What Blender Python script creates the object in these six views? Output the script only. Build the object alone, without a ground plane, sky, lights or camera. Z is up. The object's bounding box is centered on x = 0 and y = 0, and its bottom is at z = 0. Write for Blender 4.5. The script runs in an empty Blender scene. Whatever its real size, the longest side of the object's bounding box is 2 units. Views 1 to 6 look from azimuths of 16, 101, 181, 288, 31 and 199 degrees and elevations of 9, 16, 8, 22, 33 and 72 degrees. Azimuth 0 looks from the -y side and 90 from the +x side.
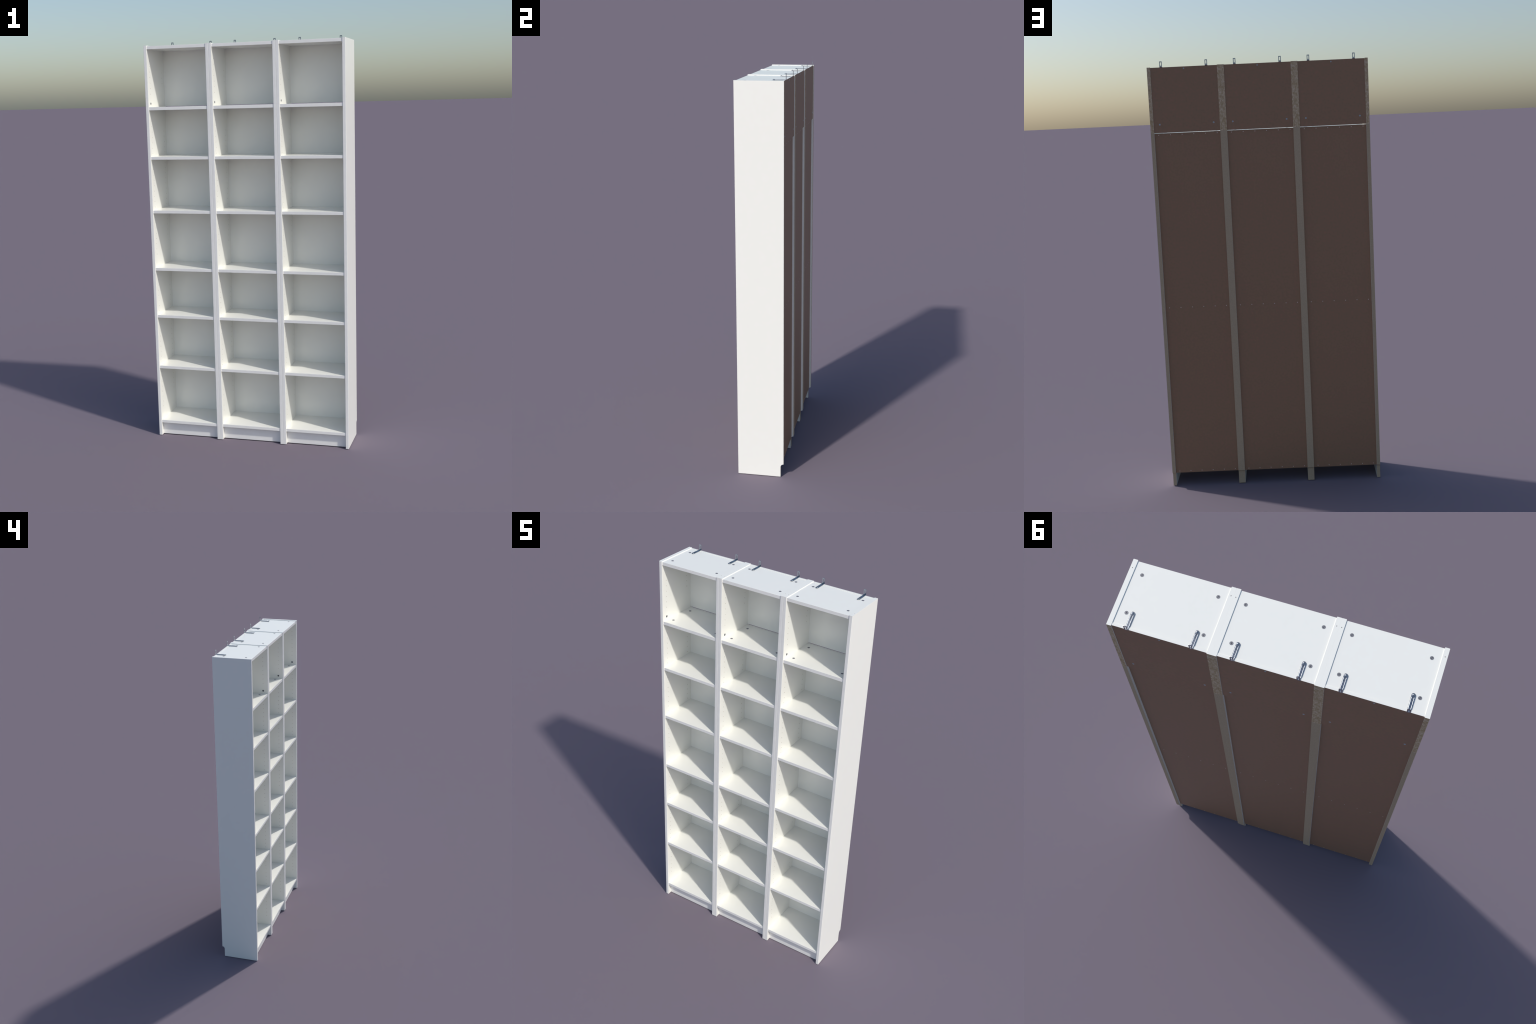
# Tall white bookcase: three narrow units side by side, each with a height
# extension on top, seven fixed/loose shelves, hardboard backs, wall brackets.
import bpy, bmesh, math
from mathutils import Vector, Matrix

# ----------------------------------------------------------------- dimensions
PITCH = 0.3313                  # distance between unit centres
UNITS = (-PITCH, 0.0, PITCH)
HALF = 0.16563                 # half the width of one unit
BOARD = 0.0153                  # side board thickness
INNER = HALF - BOARD            # half the clear width
FRONT, REAR = -0.1164, 0.1164   # side board front / rear edges
JOINT = 1.6815                  # where the extension stands on the unit
TOP = 1.9749                    # top of the extension's side boards
SHELF_FRONT = -0.1138
SHELF_REAR = 0.1040
SHELF_T = 0.0143
LID_T = 0.0150
SHELF_TOPS = (1.4362, 1.1693, 0.8786, 0.6360, 0.3702, 0.0801)
LOWER_LID, UPPER_LID = 1.6793, 1.9722
HOLE_PITCH = 0.02663
HOLE_FRONT, HOLE_REAR = -0.0866, 0.0735
HOLE_R = 0.0015
CAM_X, CAM_FRONT, CAM_REAR = 0.1221, -0.0722, 0.0611
BRACKET_X = 0.1020

scene = bpy.context.scene
coll = scene.collection


# ------------------------------------------------------------------ materials
def new_mat(name):
    m = bpy.data.materials.new(name)
    m.use_nodes = True
    nt = m.node_tree
    bsdf = nt.nodes["Principled BSDF"]
    return m, nt, bsdf


def noise_ramp(nt, scale, stops, detail=4.0, stretch=(1, 1, 1), rough=0.55):
    tc = nt.nodes.new("ShaderNodeTexCoord")
    mp = nt.nodes.new("ShaderNodeMapping")
    mp.inputs["Scale"].default_value = stretch
    nz = nt.nodes.new("ShaderNodeTexNoise")
    nz.inputs["Scale"].default_value = scale
    nz.inputs["Detail"].default_value = detail
    nz.inputs["Roughness"].default_value = rough
    rp = nt.nodes.new("ShaderNodeValToRGB")
    el = rp.color_ramp.elements
    while len(el) < len(stops):
        el.new(0.5)
    for e, (p, c) in zip(el, stops):
        e.position = p
        e.color = (*c, 1)
    nt.links.new(tc.outputs["Object"], mp.inputs["Vector"])
    nt.links.new(mp.outputs["Vector"], nz.inputs["Vector"])
    nt.links.new(nz.outputs["Fac"], rp.inputs["Fac"])
    return nz, rp


def add_bump(nt, bsdf, height, strength, dist):
    b = nt.nodes.new("ShaderNodeBump")
    b.inputs["Strength"].default_value = strength
    b.inputs["Distance"].default_value = dist
    nt.links.new(height, b.inputs["Height"])
    nt.links.new(b.outputs["Normal"], bsdf.inputs["Normal"])


def make_white(name, c, rough=0.23, var=0.003, spec=0.5):
    m, nt, b = new_mat(name)
    lo = tuple(v - var for v in c)
    hi = tuple(v + var for v in c)
    nz, rp = noise_ramp(nt, 26, [(0.35, lo), (0.65, hi)], 3)
    nt.links.new(rp.outputs["Color"], b.inputs["Base Color"])
    b.inputs["Roughness"].default_value = rough
    b.inputs["Specular IOR Level"].default_value = spec
    return m


WHITE = make_white("white_foil", (0.985, 0.985, 0.918))
EDGE = make_white("white_edge_band", (0.972, 0.97, 0.925), var=0.014)
BACKWHITE = make_white("white_hardboard", (0.985, 0.985, 0.918))

HARDBOARD, nt, b = new_mat("brown_hardboard")
nz, rp = noise_ramp(nt, 95, [(0.28, (0.255, 0.154, 0.090)), (0.50, (0.279, 0.162, 0.096)),
                             (0.72, (0.318, 0.162, 0.101))], 5)
nt.links.new(rp.outputs["Color"], b.inputs["Base Color"])
b.inputs["Roughness"].default_value = 0.5
b.inputs["Specular IOR Level"].default_value = 0.45
add_bump(nt, b, nz.outputs["Fac"], 0.10, 0.001)

CHIP, nt, b = new_mat("raw_chipboard")
nz, rp = noise_ramp(nt, 185, [(0.30, (0.36, 0.252, 0.137)), (0.45, (0.46, 0.340, 0.212)),
                              (0.57, (0.54, 0.415, 0.288)), (0.70, (0.65, 0.515, 0.395))], 5,
                    stretch=(1, 1, 0.62), rough=0.6)
nt.links.new(rp.outputs["Color"], b.inputs["Base Color"])
b.inputs["Roughness"].default_value = 0.9
b.inputs["Specular IOR Level"].default_value = 0.15
add_bump(nt, b, nz.outputs["Fac"], 0.35, 0.001)

SMOOTHCHIP, nt, b = new_mat("sanded_chipboard")
nz, rp = noise_ramp(nt, 320, [(0.30, (0.41, 0.318, 0.216)), (0.70, (0.48, 0.376, 0.262))], 4)
nt.links.new(rp.outputs["Color"], b.inputs["Base Color"])
b.inputs["Roughness"].default_value = 0.85
b.inputs["Specular IOR Level"].default_value = 0.2

DRILLED, nt, b = new_mat("drilled_chipboard")
nz, rp = noise_ramp(nt, 400, [(0.35, (0.38, 0.31, 0.22)), (0.65, (0.48, 0.40, 0.29))])
nt.links.new(rp.outputs["Color"], b.inputs["Base Color"])
b.inputs["Roughness"].default_value = 0.95


def make_plain(name, c, rough, metal=0.0, var=0.08, scale=300):
    m, nt, b = new_mat(name)
    nz, rp = noise_ramp(nt, scale, [(0.3, tuple(v * (1 - var) for v in c)),
                                    (0.7, tuple(min(1, v * (1 + var)) for v in c))], 3)
    nt.links.new(rp.outputs["Color"], b.inputs["Base Color"])
    b.inputs["Roughness"].default_value = rough
    b.inputs["Metallic"].default_value = metal
    return m


STEEL = make_plain("zinc_plated_steel", (0.34, 0.37, 0.41), 0.24, 1.0, 0.05)
SCREWSTEEL = make_plain("bright_screw_steel", (0.45, 0.51, 0.55), 0.34, 1.0, 0.05)
CAMGREY = make_plain("grey_zinc_casting", (0.225, 0.23, 0.255), 0.5, 0.15, 0.06)
SLOT = make_plain("dark_slot", (0.035, 0.035, 0.04), 0.7, 0.0, 0.1)
PLUGGREY = make_plain("dark_grey_plug", (0.115, 0.118, 0.135), 0.5, 0.1, 0.05)
NAIL = make_plain("nail_head", (0.66, 0.54, 0.50), 0.6, 0.0, 0.08)


# -------------------------------------------------------------------- helpers
ROOT = bpy.data.objects.new("bookcase", None)
coll.objects.link(ROOT)
ROOT.empty_display_size = 0.3
ROOT["label"] = "tall white bookcase of three units with brown back and brackets"
ROOT["category"] = "bookcase"


def add_object(name, mesh, parent=ROOT, loc=(0, 0, 0)):
    o = bpy.data.objects.new(name, mesh)
    coll.objects.link(o)
    o.parent = parent
    o.location = loc
    return o


def smooth_by_angle(mesh, deg=22):
    bm = bmesh.new()
    bm.from_mesh(mesh)
    for f in bm.faces:
        f.smooth = True
    lim = math.radians(deg)
    for e in bm.edges:
        if len(e.link_faces) == 2:
            e.smooth = e.calc_face_angle(0.0) < lim
    bm.to_mesh(mesh)
    bm.free()


def bm_to_mesh(bm, name, mats, deg=22):
    me = bpy.data.meshes.new(name)
    bm.normal_update()
    bm.to_mesh(me)
    bm.free()
    for m in mats:
        me.materials.append(m)
    smooth_by_angle(me, deg)
    return me


def box_bm(x0, x1, y0, y1, z0, z1, bevel=0.0006):
    bm = bmesh.new()
    bmesh.ops.create_cube(bm, size=1.0)
    for v in bm.verts:
        v.co = Vector((x0 + (v.co.x + .5) * (x1 - x0),
                       y0 + (v.co.y + .5) * (y1 - y0),
                       z0 + (v.co.z + .5) * (z1 - z0)))
    if bevel:
        bmesh.ops.bevel(bm, geom=bm.edges[:], offset=bevel, segments=2,
                        profile=0.5, affect='EDGES', clamp_overlap=True)
    return bm


def extrude_outline(pts, x0, x1, bevel):
    """Closed outline in (y, z), extruded from x0 to x1."""
    bm = bmesh.new()
    a = [bm.verts.new((x0, y, z)) for y, z in pts]
    c = [bm.verts.new((x1, y, z)) for y, z in pts]
    n = len(pts)
    bm.faces.new(a)
    bm.faces.new(list(reversed(c)))
    for i in range(n):
        j = (i + 1) % n
        bm.faces.new((a[j], a[i], c[i], c[j]))
    bmesh.ops.recalc_face_normals(bm, faces=bm.faces[:])
    if bevel:
        # only the upright front arrises are rounded; all other edges are cut square
        sharp = [e for e in bm.edges if all(abs(v.co.y - FRONT) < 1e-6 for v in e.verts)
                 and abs(e.verts[0].co.z - e.verts[1].co.z) > 0.1]
        bmesh.ops.bevel(bm, geom=sharp, offset=bevel, segments=3, profile=0.5,
                        affect='EDGES', clamp_overlap=True)
    return bm


def flat_plate(name, outline, holes, thick, bevel=0.0):
    """Plate in the XY plane with holes, from a filled 2D curve."""
    cu = bpy.data.curves.new(name, 'CURVE')
    cu.dimensions = '2D'
    cu.fill_mode = 'BOTH'
    cu.extrude = thick / 2 - bevel
    cu.bevel_depth = bevel
    cu.bevel_resolution = 1
    cu.offset = -bevel
    for loop in [outline] + list(holes):
        sp = cu.splines.new('POLY')
        sp.points.add(len(loop) - 1)
        for p, (x, y) in zip(sp.points, loop):
            p.co = (x, y, 0, 1)
        sp.use_cyclic_u = True
    ob = bpy.data.objects.new(name, cu)
    coll.objects.link(ob)
    dg = bpy.context.evaluated_depsgraph_get()
    me = bpy.data.meshes.new_from_object(ob.evaluated_get(dg))
    bpy.data.objects.remove(ob)
    bpy.data.curves.remove(cu)
    bm = bmesh.new()
    bm.from_mesh(me)
    bmesh.ops.remove_doubles(bm, verts=bm.verts[:], dist=1e-6)
    bpy.data.meshes.remove(me)
    return bm


def ring_points(cx, cy, r, n=24, a0=0.0, a1=2 * math.pi):
    full = abs(a1 - a0 - 2 * math.pi) < 1e-6
    k = n if full else n - 1
    return [(cx + r * math.cos(a0 + (a1 - a0) * i / k),
             cy + r * math.sin(a0 + (a1 - a0) * i / k)) for i in range(n)]


def stadium(cx, y0, y1, r, n=9):
    return (ring_points(cx, y1, r, n, 0, math.pi) +
            ring_points(cx, y0, r, n, math.pi, 2 * math.pi))


def lathe(profile, n=28):
    """Revolve (radius, height) pairs about z; closed at the axis."""
    bm = bmesh.new()
    rings = []
    for r, h in profile:
        if r < 1e-7:
            rings.append([bm.verts.new((0, 0, h))])
        else:
            rings.append([bm.verts.new((r * math.cos(2 * math.pi * i / n),
                                        r * math.sin(2 * math.pi * i / n), h)) for i in range(n)])
    for p, q in zip(rings, rings[1:]):
        for i in range(n):
            j = (i + 1) % n
            if len(p) == 1:
                bm.faces.new((p[0], q[i], q[j]))
            elif len(q) == 1:
                bm.faces.new((p[i], q[0], p[j]))
            else:
                bm.faces.new((p[i], q[i], q[j], p[j]))
    bmesh.ops.recalc_face_normals(bm, faces=bm.faces[:])
    return bm


def cylinder_into(bm, centre, axis, r, depth, n=14):
    rot = Vector((0, 0, 1)).rotation_difference(Vector(axis)).to_matrix().to_4x4()
    bmesh.ops.create_cone(bm, cap_ends=True, segments=n, radius1=r, radius2=r, depth=depth,
                          matrix=Matrix.Translation(centre) @ rot)


def drill(mesh_obj, drills):
    """Cut blind holes given as (centre, axis, radius, depth)."""
    bm = bmesh.new()
    for c, ax, r, d in drills:
        cylinder_into(bm, Vector(c), ax, r, d)
    cm = bpy.data.meshes.new("drill_bits")
    bm.to_mesh(cm)
    bm.free()
    co = bpy.data.objects.new("drill_bits", cm)
    coll.objects.link(co)
    md = mesh_obj.modifiers.new("drill", 'BOOLEAN')
    md.object = co
    md.operation = 'DIFFERENCE'
    md.solver = 'EXACT'
    dg = bpy.context.evaluated_depsgraph_get()
    me = bpy.data.meshes.new_from_object(mesh_obj.evaluated_get(dg))
    mesh_obj.modifiers.clear()
    mesh_obj.data = me
    bpy.data.objects.remove(co)
    bpy.data.meshes.remove(cm)


# ---------------------------------------------------------------- side panels
def lower_outline():
    cy, cz, r = 0.1162, 0.0537, 0.0150      # skirting-board cut-out at the rear foot
    arc = [(cy - r * math.cos(a), cz + r * math.sin(a))
           for a in [math.radians(d) for d in range(0, 86, 9)]]
    return ([(FRONT, 0.0), (0.1012, 0.0)] + arc +
            [(REAR, cz + r), (REAR, JOINT), (FRONT, JOINT)])


def upper_outline():
    return [(FRONT, JOINT + 0.00005), (REAR, JOINT + 0.00005), (REAR, TOP), (FRONT, TOP)]


LOWER_FRONT_HOLES = [1.6104 - HOLE_PITCH * k for k in range(56) if k not in (26, 27, 28)]
LOWER_REAR_HOLES = [1.6104 - HOLE_PITCH * k for k in range(2, 54) if not 24 <= k <= 31]
UPPER_FRONT_HOLES = [1.9024 - HOLE_PITCH * k for k in range(7)]
UPPER_REAR_HOLES = [1.9024 - HOLE_PITCH * k for k in range(2, 5)]


def side_mesh(kind, hand):
    """hand = +1: board on the +x side of a unit, -1: on its -x side (local to unit)."""
    x0, x1 = sorted((hand * HALF, hand * INNER))
    outline = lower_outline() if kind == "lower" else upper_outline()
    bm = extrude_outline(outline, x0, x1, 0.0014)
    me = bm_to_mesh(bm, "side_panel", [WHITE, EDGE, CHIP if kind == "upper" else SMOOTHCHIP, DRILLED])
    tmp = bpy.data.objects.new("tmp", me)
    coll.objects.link(tmp)
    xin = hand * INNER
    bits = []
    fr, rr = ((LOWER_FRONT_HOLES, LOWER_REAR_HOLES) if kind == "lower"
              else (UPPER_FRONT_HOLES, UPPER_REAR_HOLES))
    for y, zs in ((HOLE_FRONT, fr), (HOLE_REAR, rr)):
        for z in zs:
            bits.append(((xin, y, z), (1, 0, 0), HOLE_R, 0.006))
    if kind == "upper":
        bits.append(((hand * (HALF - BOARD / 2), -0.0861, TOP), (0, 0, 1), 0.0014, 0.014))
    drill(tmp, bits)
    me = tmp.data
    bpy.data.objects.remove(tmp)
    for p in me.polygons:
        c, n = p.center, p.normal
        near = any(abs(abs(c.y - y)) < HOLE_R * 1.3 for y in (HOLE_FRONT, HOLE_REAR))
        inside_x = min(abs(c.x - x0), abs(c.x - x1))
        top_hole = (kind == "upper" and TOP - 0.02 < c.z < TOP - 1e-5 and inside_x > 0.004
                    and c.y < -0.08 and abs(c.y + 0.0861) < 0.0016)
        pin_hole = near and 2e-4 < inside_x and c.z < TOP - 0.03 and c.z > 0.1
        if top_hole or pin_hole:
            p.material_index = 3
        elif n.y > 0.5 and c.y > 0.09 or (n.z < -0.3 and c.y > 0.09 and c.z < 0.1):
            p.material_index = 2
        elif n.y < -0.5 and c.y < FRONT + 0.004:
            p.material_index = 1
        else:
            p.material_index = 0
    smooth_by_angle(me, 10)
    return me


for kind in ("lower", "upper"):
    for hand in (-1, 1):
        me = side_mesh(kind, hand)
        for ux in UNITS:
            add_object("side_panel", me, loc=(ux, 0, 0))


# ------------------------------------------------- shelves, lids, kick boards
def board_mesh(name, y0, y1, z0, z1, front_edge=True):
    bm = box_bm(-INNER - 0.0002, INNER + 0.0002, y0, y1, z0, z1, 0.0006)
    for f in bm.faces:
        f.material_index = 1 if (front_edge and f.normal.y < -0.5) else 0
    return bm_to_mesh(bm, name, [WHITE, EDGE])


shelf_me = board_mesh("shelf", SHELF_FRONT, SHELF_REAR - 0.0002, -SHELF_T, 0.0)
lid_me = board_mesh("top_panel", SHELF_FRONT, SHELF_REAR - 0.0002, -LID_T, 0.0)
lower_lid_me = board_mesh("top_panel", SHELF_FRONT, SHELF_REAR - 0.0002, -LID_T - 0.0005, 0.0)
kick_me = board_mesh("kick_board", -0.0931, -0.0800, 0.0008, SHELF_TOPS[-1] - SHELF_T - 0.0001)
for ux in UNITS:
    for z in SHELF_TOPS:
        add_object("shelf", shelf_me, loc=(ux, 0, z))
    add_object("top_panel", lower_lid_me, loc=(ux, 0, LOWER_LID))
    add_object("top_panel", lid_me, loc=(ux, 0, UPPER_LID))
    add_object("kick_board", kick_me, loc=(ux, 0, 0))


# ---------------------------------------------------------------- back panels
def back_mesh(y0, y1, z0, z1):
    bm = box_bm(-INNER - 0.0002, INNER + 0.0002, y0, y1, z0, z1, 0.0003)
    for f in bm.faces:
        f.material_index = 0 if (f.normal.y < -0.5 or f.normal.z > 0.5) else 1
    return bm_to_mesh(bm, "back_panel", [BACKWHITE, HARDBOARD])


UPPER_BACK_Y, LOWER_BACK_Y = 0.1136, 0.1064
upper_back = back_mesh(SHELF_REAR, UPPER_BACK_Y, 1.6819, 1.9736)
lower_back = back_mesh(SHELF_REAR, LOWER_BACK_Y, 0.0654, 1.6790)
for ux in UNITS:
    add_object("back_panel", upper_back, loc=(ux, 0, 0))
    add_object("back_panel", lower_back, loc=(ux, 0, 0))

# screws through the extension's back (pan heads with a recessed centre)
screw_bm = lathe([(0.0039, -0.0004), (0.0039, 0.0001), (0.0035, 0.0005), (0.0025, 0.0009),
                  (0.0016, 0.0008), (0.0012, 0.0001), (0, -0.0002)])
for f in screw_bm.faces:
    f.material_index = 1 if f.calc_center_median().xy.length < 0.0013 else 0
bmesh.ops.rotate(screw_bm, verts=screw_bm.verts[:], cent=(0, 0, 0),
                 matrix=Matrix.Rotation(-math.pi / 2, 3, 'X'))
screw_me = bm_to_mesh(screw_bm, "back_screw", [SCREWSTEEL, SLOT], 50)
for ux in UNITS:
    for dx, z in ((-0.1222, 1.7190), (0.1222, 1.7190), (0.0, 1.9648)):
        o = add_object("back_screw", screw_me, loc=(ux + dx, UPPER_BACK_Y, z))
        if dx == 0:
            o.scale = (0.82, 1, 0.82)

# rows of nails through the lower back into the fixed boards
nail_bm = lathe([(0.0020, -0.0003), (0.0020, 0.0002), (0.0015, 0.0005), (0, 0.0006)], 14)
bmesh.ops.rotate(nail_bm, verts=nail_bm.verts[:], cent=(0, 0, 0),
                 matrix=Matrix.Rotation(-math.pi / 2, 3, 'X'))
nail_me = bm_to_mesh(nail_bm, "nail", [NAIL], 50)
for ux in UNITS:
    for z in (1.6717, 0.8711, 0.0736):
        for k in range(6):
            add_object("nail", nail_me, loc=(ux - 0.0020 + 0.0533 * (k - 2.5), LOWER_BACK_Y, z))

# ------------------------------------------------------------------ cam locks
slot_w, slot_l, tilt = 0.0010, 0.0030, math.radians(-12)
slot = [(x * math.cos(tilt) - y * math.sin(tilt), x * math.sin(tilt) + y * math.cos(tilt))
        for x, y in stadium(0, -slot_l + slot_w, slot_l - slot_w, slot_w, 5)]
cam_bm = flat_plate("cam", ring_points(0, 0, 0.0060, 32), [slot], 0.0009)
for f in cam_bm.faces:
    f.material_index = 0
base = bmesh.ops.create_circle(cam_bm, cap_ends=True, segments=20, radius=0.0040,
                               matrix=Matrix.Translation((0, 0, 0.0001)))
for f in {f for v in base["verts"] for f in v.link_faces}:
    f.material_index = 1
cam_me = bm_to_mesh(cam_bm, "cam_lock", [CAMGREY, SLOT])
for ux in UNITS:
    for z in (LOWER_LID, UPPER_LID):
        for sx in (-1, 1):
            for y in (CAM_FRONT, CAM_REAR):
                o = add_object("cam_lock", cam_me, loc=(ux + sx * CAM_X, y, z))
                o.rotation_euler.z = 0.35 * sx + 0.2 * (y > 0)

# round plugs over the bolts that join the extension to the unit
plug_bm = lathe([(0.0055, -0.0004), (0.0055, 0.0004), (0.0049, 0.0008), (0.0026, 0.0009),
                 (0.0022, 0.0003), (0, 0.0002)])
bmesh.ops.rotate(plug_bm, verts=plug_bm.verts[:], cent=(0, 0, 0),
                 matrix=Matrix.Rotation(math.pi / 2, 3, 'Y'))
plug_me = bm_to_mesh(plug_bm, "bolt_plug", [PLUGGREY], 50)
for ux in UNITS:
    for sx in (-1, 1):
        o = add_object("bolt_plug", plug_me, loc=(ux + sx * INNER, -0.0866, 1.6962))
        o.rotation_euler.z = 0 if sx < 0 else math.pi

# -------------------------------------------------------------- wall brackets
# Local frame: origin above the bend; arm runs to -y, upright stands up at +y.
ARM_W, ARM_T = 0.0058, 0.0013
ARM_Z = 0.0007                    # underside of arm above the extension's back panel
END_Y = 0.0588                    # centre of the arm's rounded end


def bracket_mesh():
    bm = bmesh.new()

    def merge(src, mat):
        me = bpy.data.meshes.new("t")
        src.transform(mat)
        src.to_mesh(me)
        src.free()
        bm.from_mesh(me)
        bpy.data.meshes.remove(me)

    # arm: rounded at the screw end, long slot behind the screw
    arm = ([(ARM_W, 0.1146), (-ARM_W, 0.1146)] +
           ring_points(0, END_Y, ARM_W + 0.0004, 15, math.pi, 2 * math.pi))
    merge(flat_plate("arm", arm, [stadium(0, 0.0660, 0.0790, 0.0013)], ARM_T, 0.0),
          Matrix.Translation((0, 0, 1.9738 + ARM_T / 2)))
    # two pressed stiffening ribs along the arm
    for x, r, ya, yb in ((-0.0039, 0.0008, 0.0655, 0.1120), (0.0039, 0.0008, 0.0655, 0.1120)):
        rib = bmesh.new()
        n = 8
        rows = []
        for y, s in ((ya, 0.15), (ya + r, 1.0), (yb - r, 1.0), (yb, 0.15)):
            rows.append([rib.verts.new((x + r * math.cos(math.pi * i / n), y,
                                        s * 0.8 * r * math.sin(math.pi * i / n)))
                         for i in range(n + 1)])
        for p, q in zip(rows, rows[1:]):
            for i in range(n):
                rib.faces.new((p[i], q[i], q[i + 1], p[i + 1]))
        bmesh.ops.recalc_face_normals(rib, faces=rib.faces[:])
        merge(rib, Matrix.Translation((0, 0, 1.9738 + ARM_T - 0.00005)))
    # folded side flanges that rest on the lid in front of the back panel
    for x in (-ARM_W + 0.0004, ARM_W - 0.0004):
        merge(box_bm(x - 0.0004, x + 0.0004, END_Y + 0.002, SHELF_REAR - 0.001,
                     UPPER_LID + 0.0001, 1.9738 + 0.0003, 0), Matrix.Identity(4))
    # bend: quarter round between arm and upright
    bend = bmesh.new()
    ri, ro = 0.0006, 0.0006 + ARM_T
    rows = []
    for i in range(7):
        a = -math.pi / 2 + (math.pi / 2) * i / 6
        rows.append([bend.verts.new((x, 0.1146 + r * math.cos(a), 1.9738 + ro + r * math.sin(a)))
                     for x, r in ((-ARM_W, ro), (ARM_W, ro), (ARM_W, ri), (-ARM_W, ri))])
    for p, q in zip(rows, rows[1:]):
        for i in range(4):
            j = (i + 1) % 4
            bend.faces.new((p[i], p[j], q[j], q[i]))
    bmesh.ops.recalc_face_normals(bend, faces=bend.faces[:])
    merge(bend, Matrix.Identity(4))
    # upright with its long slot
    z0 = 1.9738 + ro
    corner = 0.0012
    up = ([(-ARM_W, z0), (ARM_W, z0)] +
          ring_points(ARM_W - corner, 2.0 - corner, corner, 4, 0, math.pi / 2) +
          ring_points(-ARM_W + corner, 2.0 - corner, corner, 4, math.pi / 2, math.pi))
    merge(flat_plate("up", up, [stadium(0, 1.9830, 1.9938, 0.0023)], ARM_T, 0.0),
          Matrix.Translation((0, 0.1146 + ri + ARM_T / 2, 0)) @ Matrix.Rotation(math.pi / 2, 4, 'X'))
    return bm_to_mesh(bm, "wall_bracket", [STEEL], 20)


bracket_me = bracket_mesh()
head_bm = lathe([(0.0050, -0.0006), (0.0050, 0.0004), (0.0046, 0.0007), (0.0038, 0.0006),
                 (0.0034, 0.0012), (0.0024, 0.0021), (0.0012, 0.0024), (0.0009, 0.0015), (0, 0.0014)])
head_me = bm_to_mesh(head_bm, "bracket_screw", [STEEL], 60)
for ux in UNITS:
    for sx in (-1, 1):
        br = add_object("wall_bracket", bracket_me, loc=(ux + sx * BRACKET_X, 0, 0))
        add_object("bracket_screw", head_me, parent=br,
                   loc=(0, END_Y, 1.9738 + ARM_T))
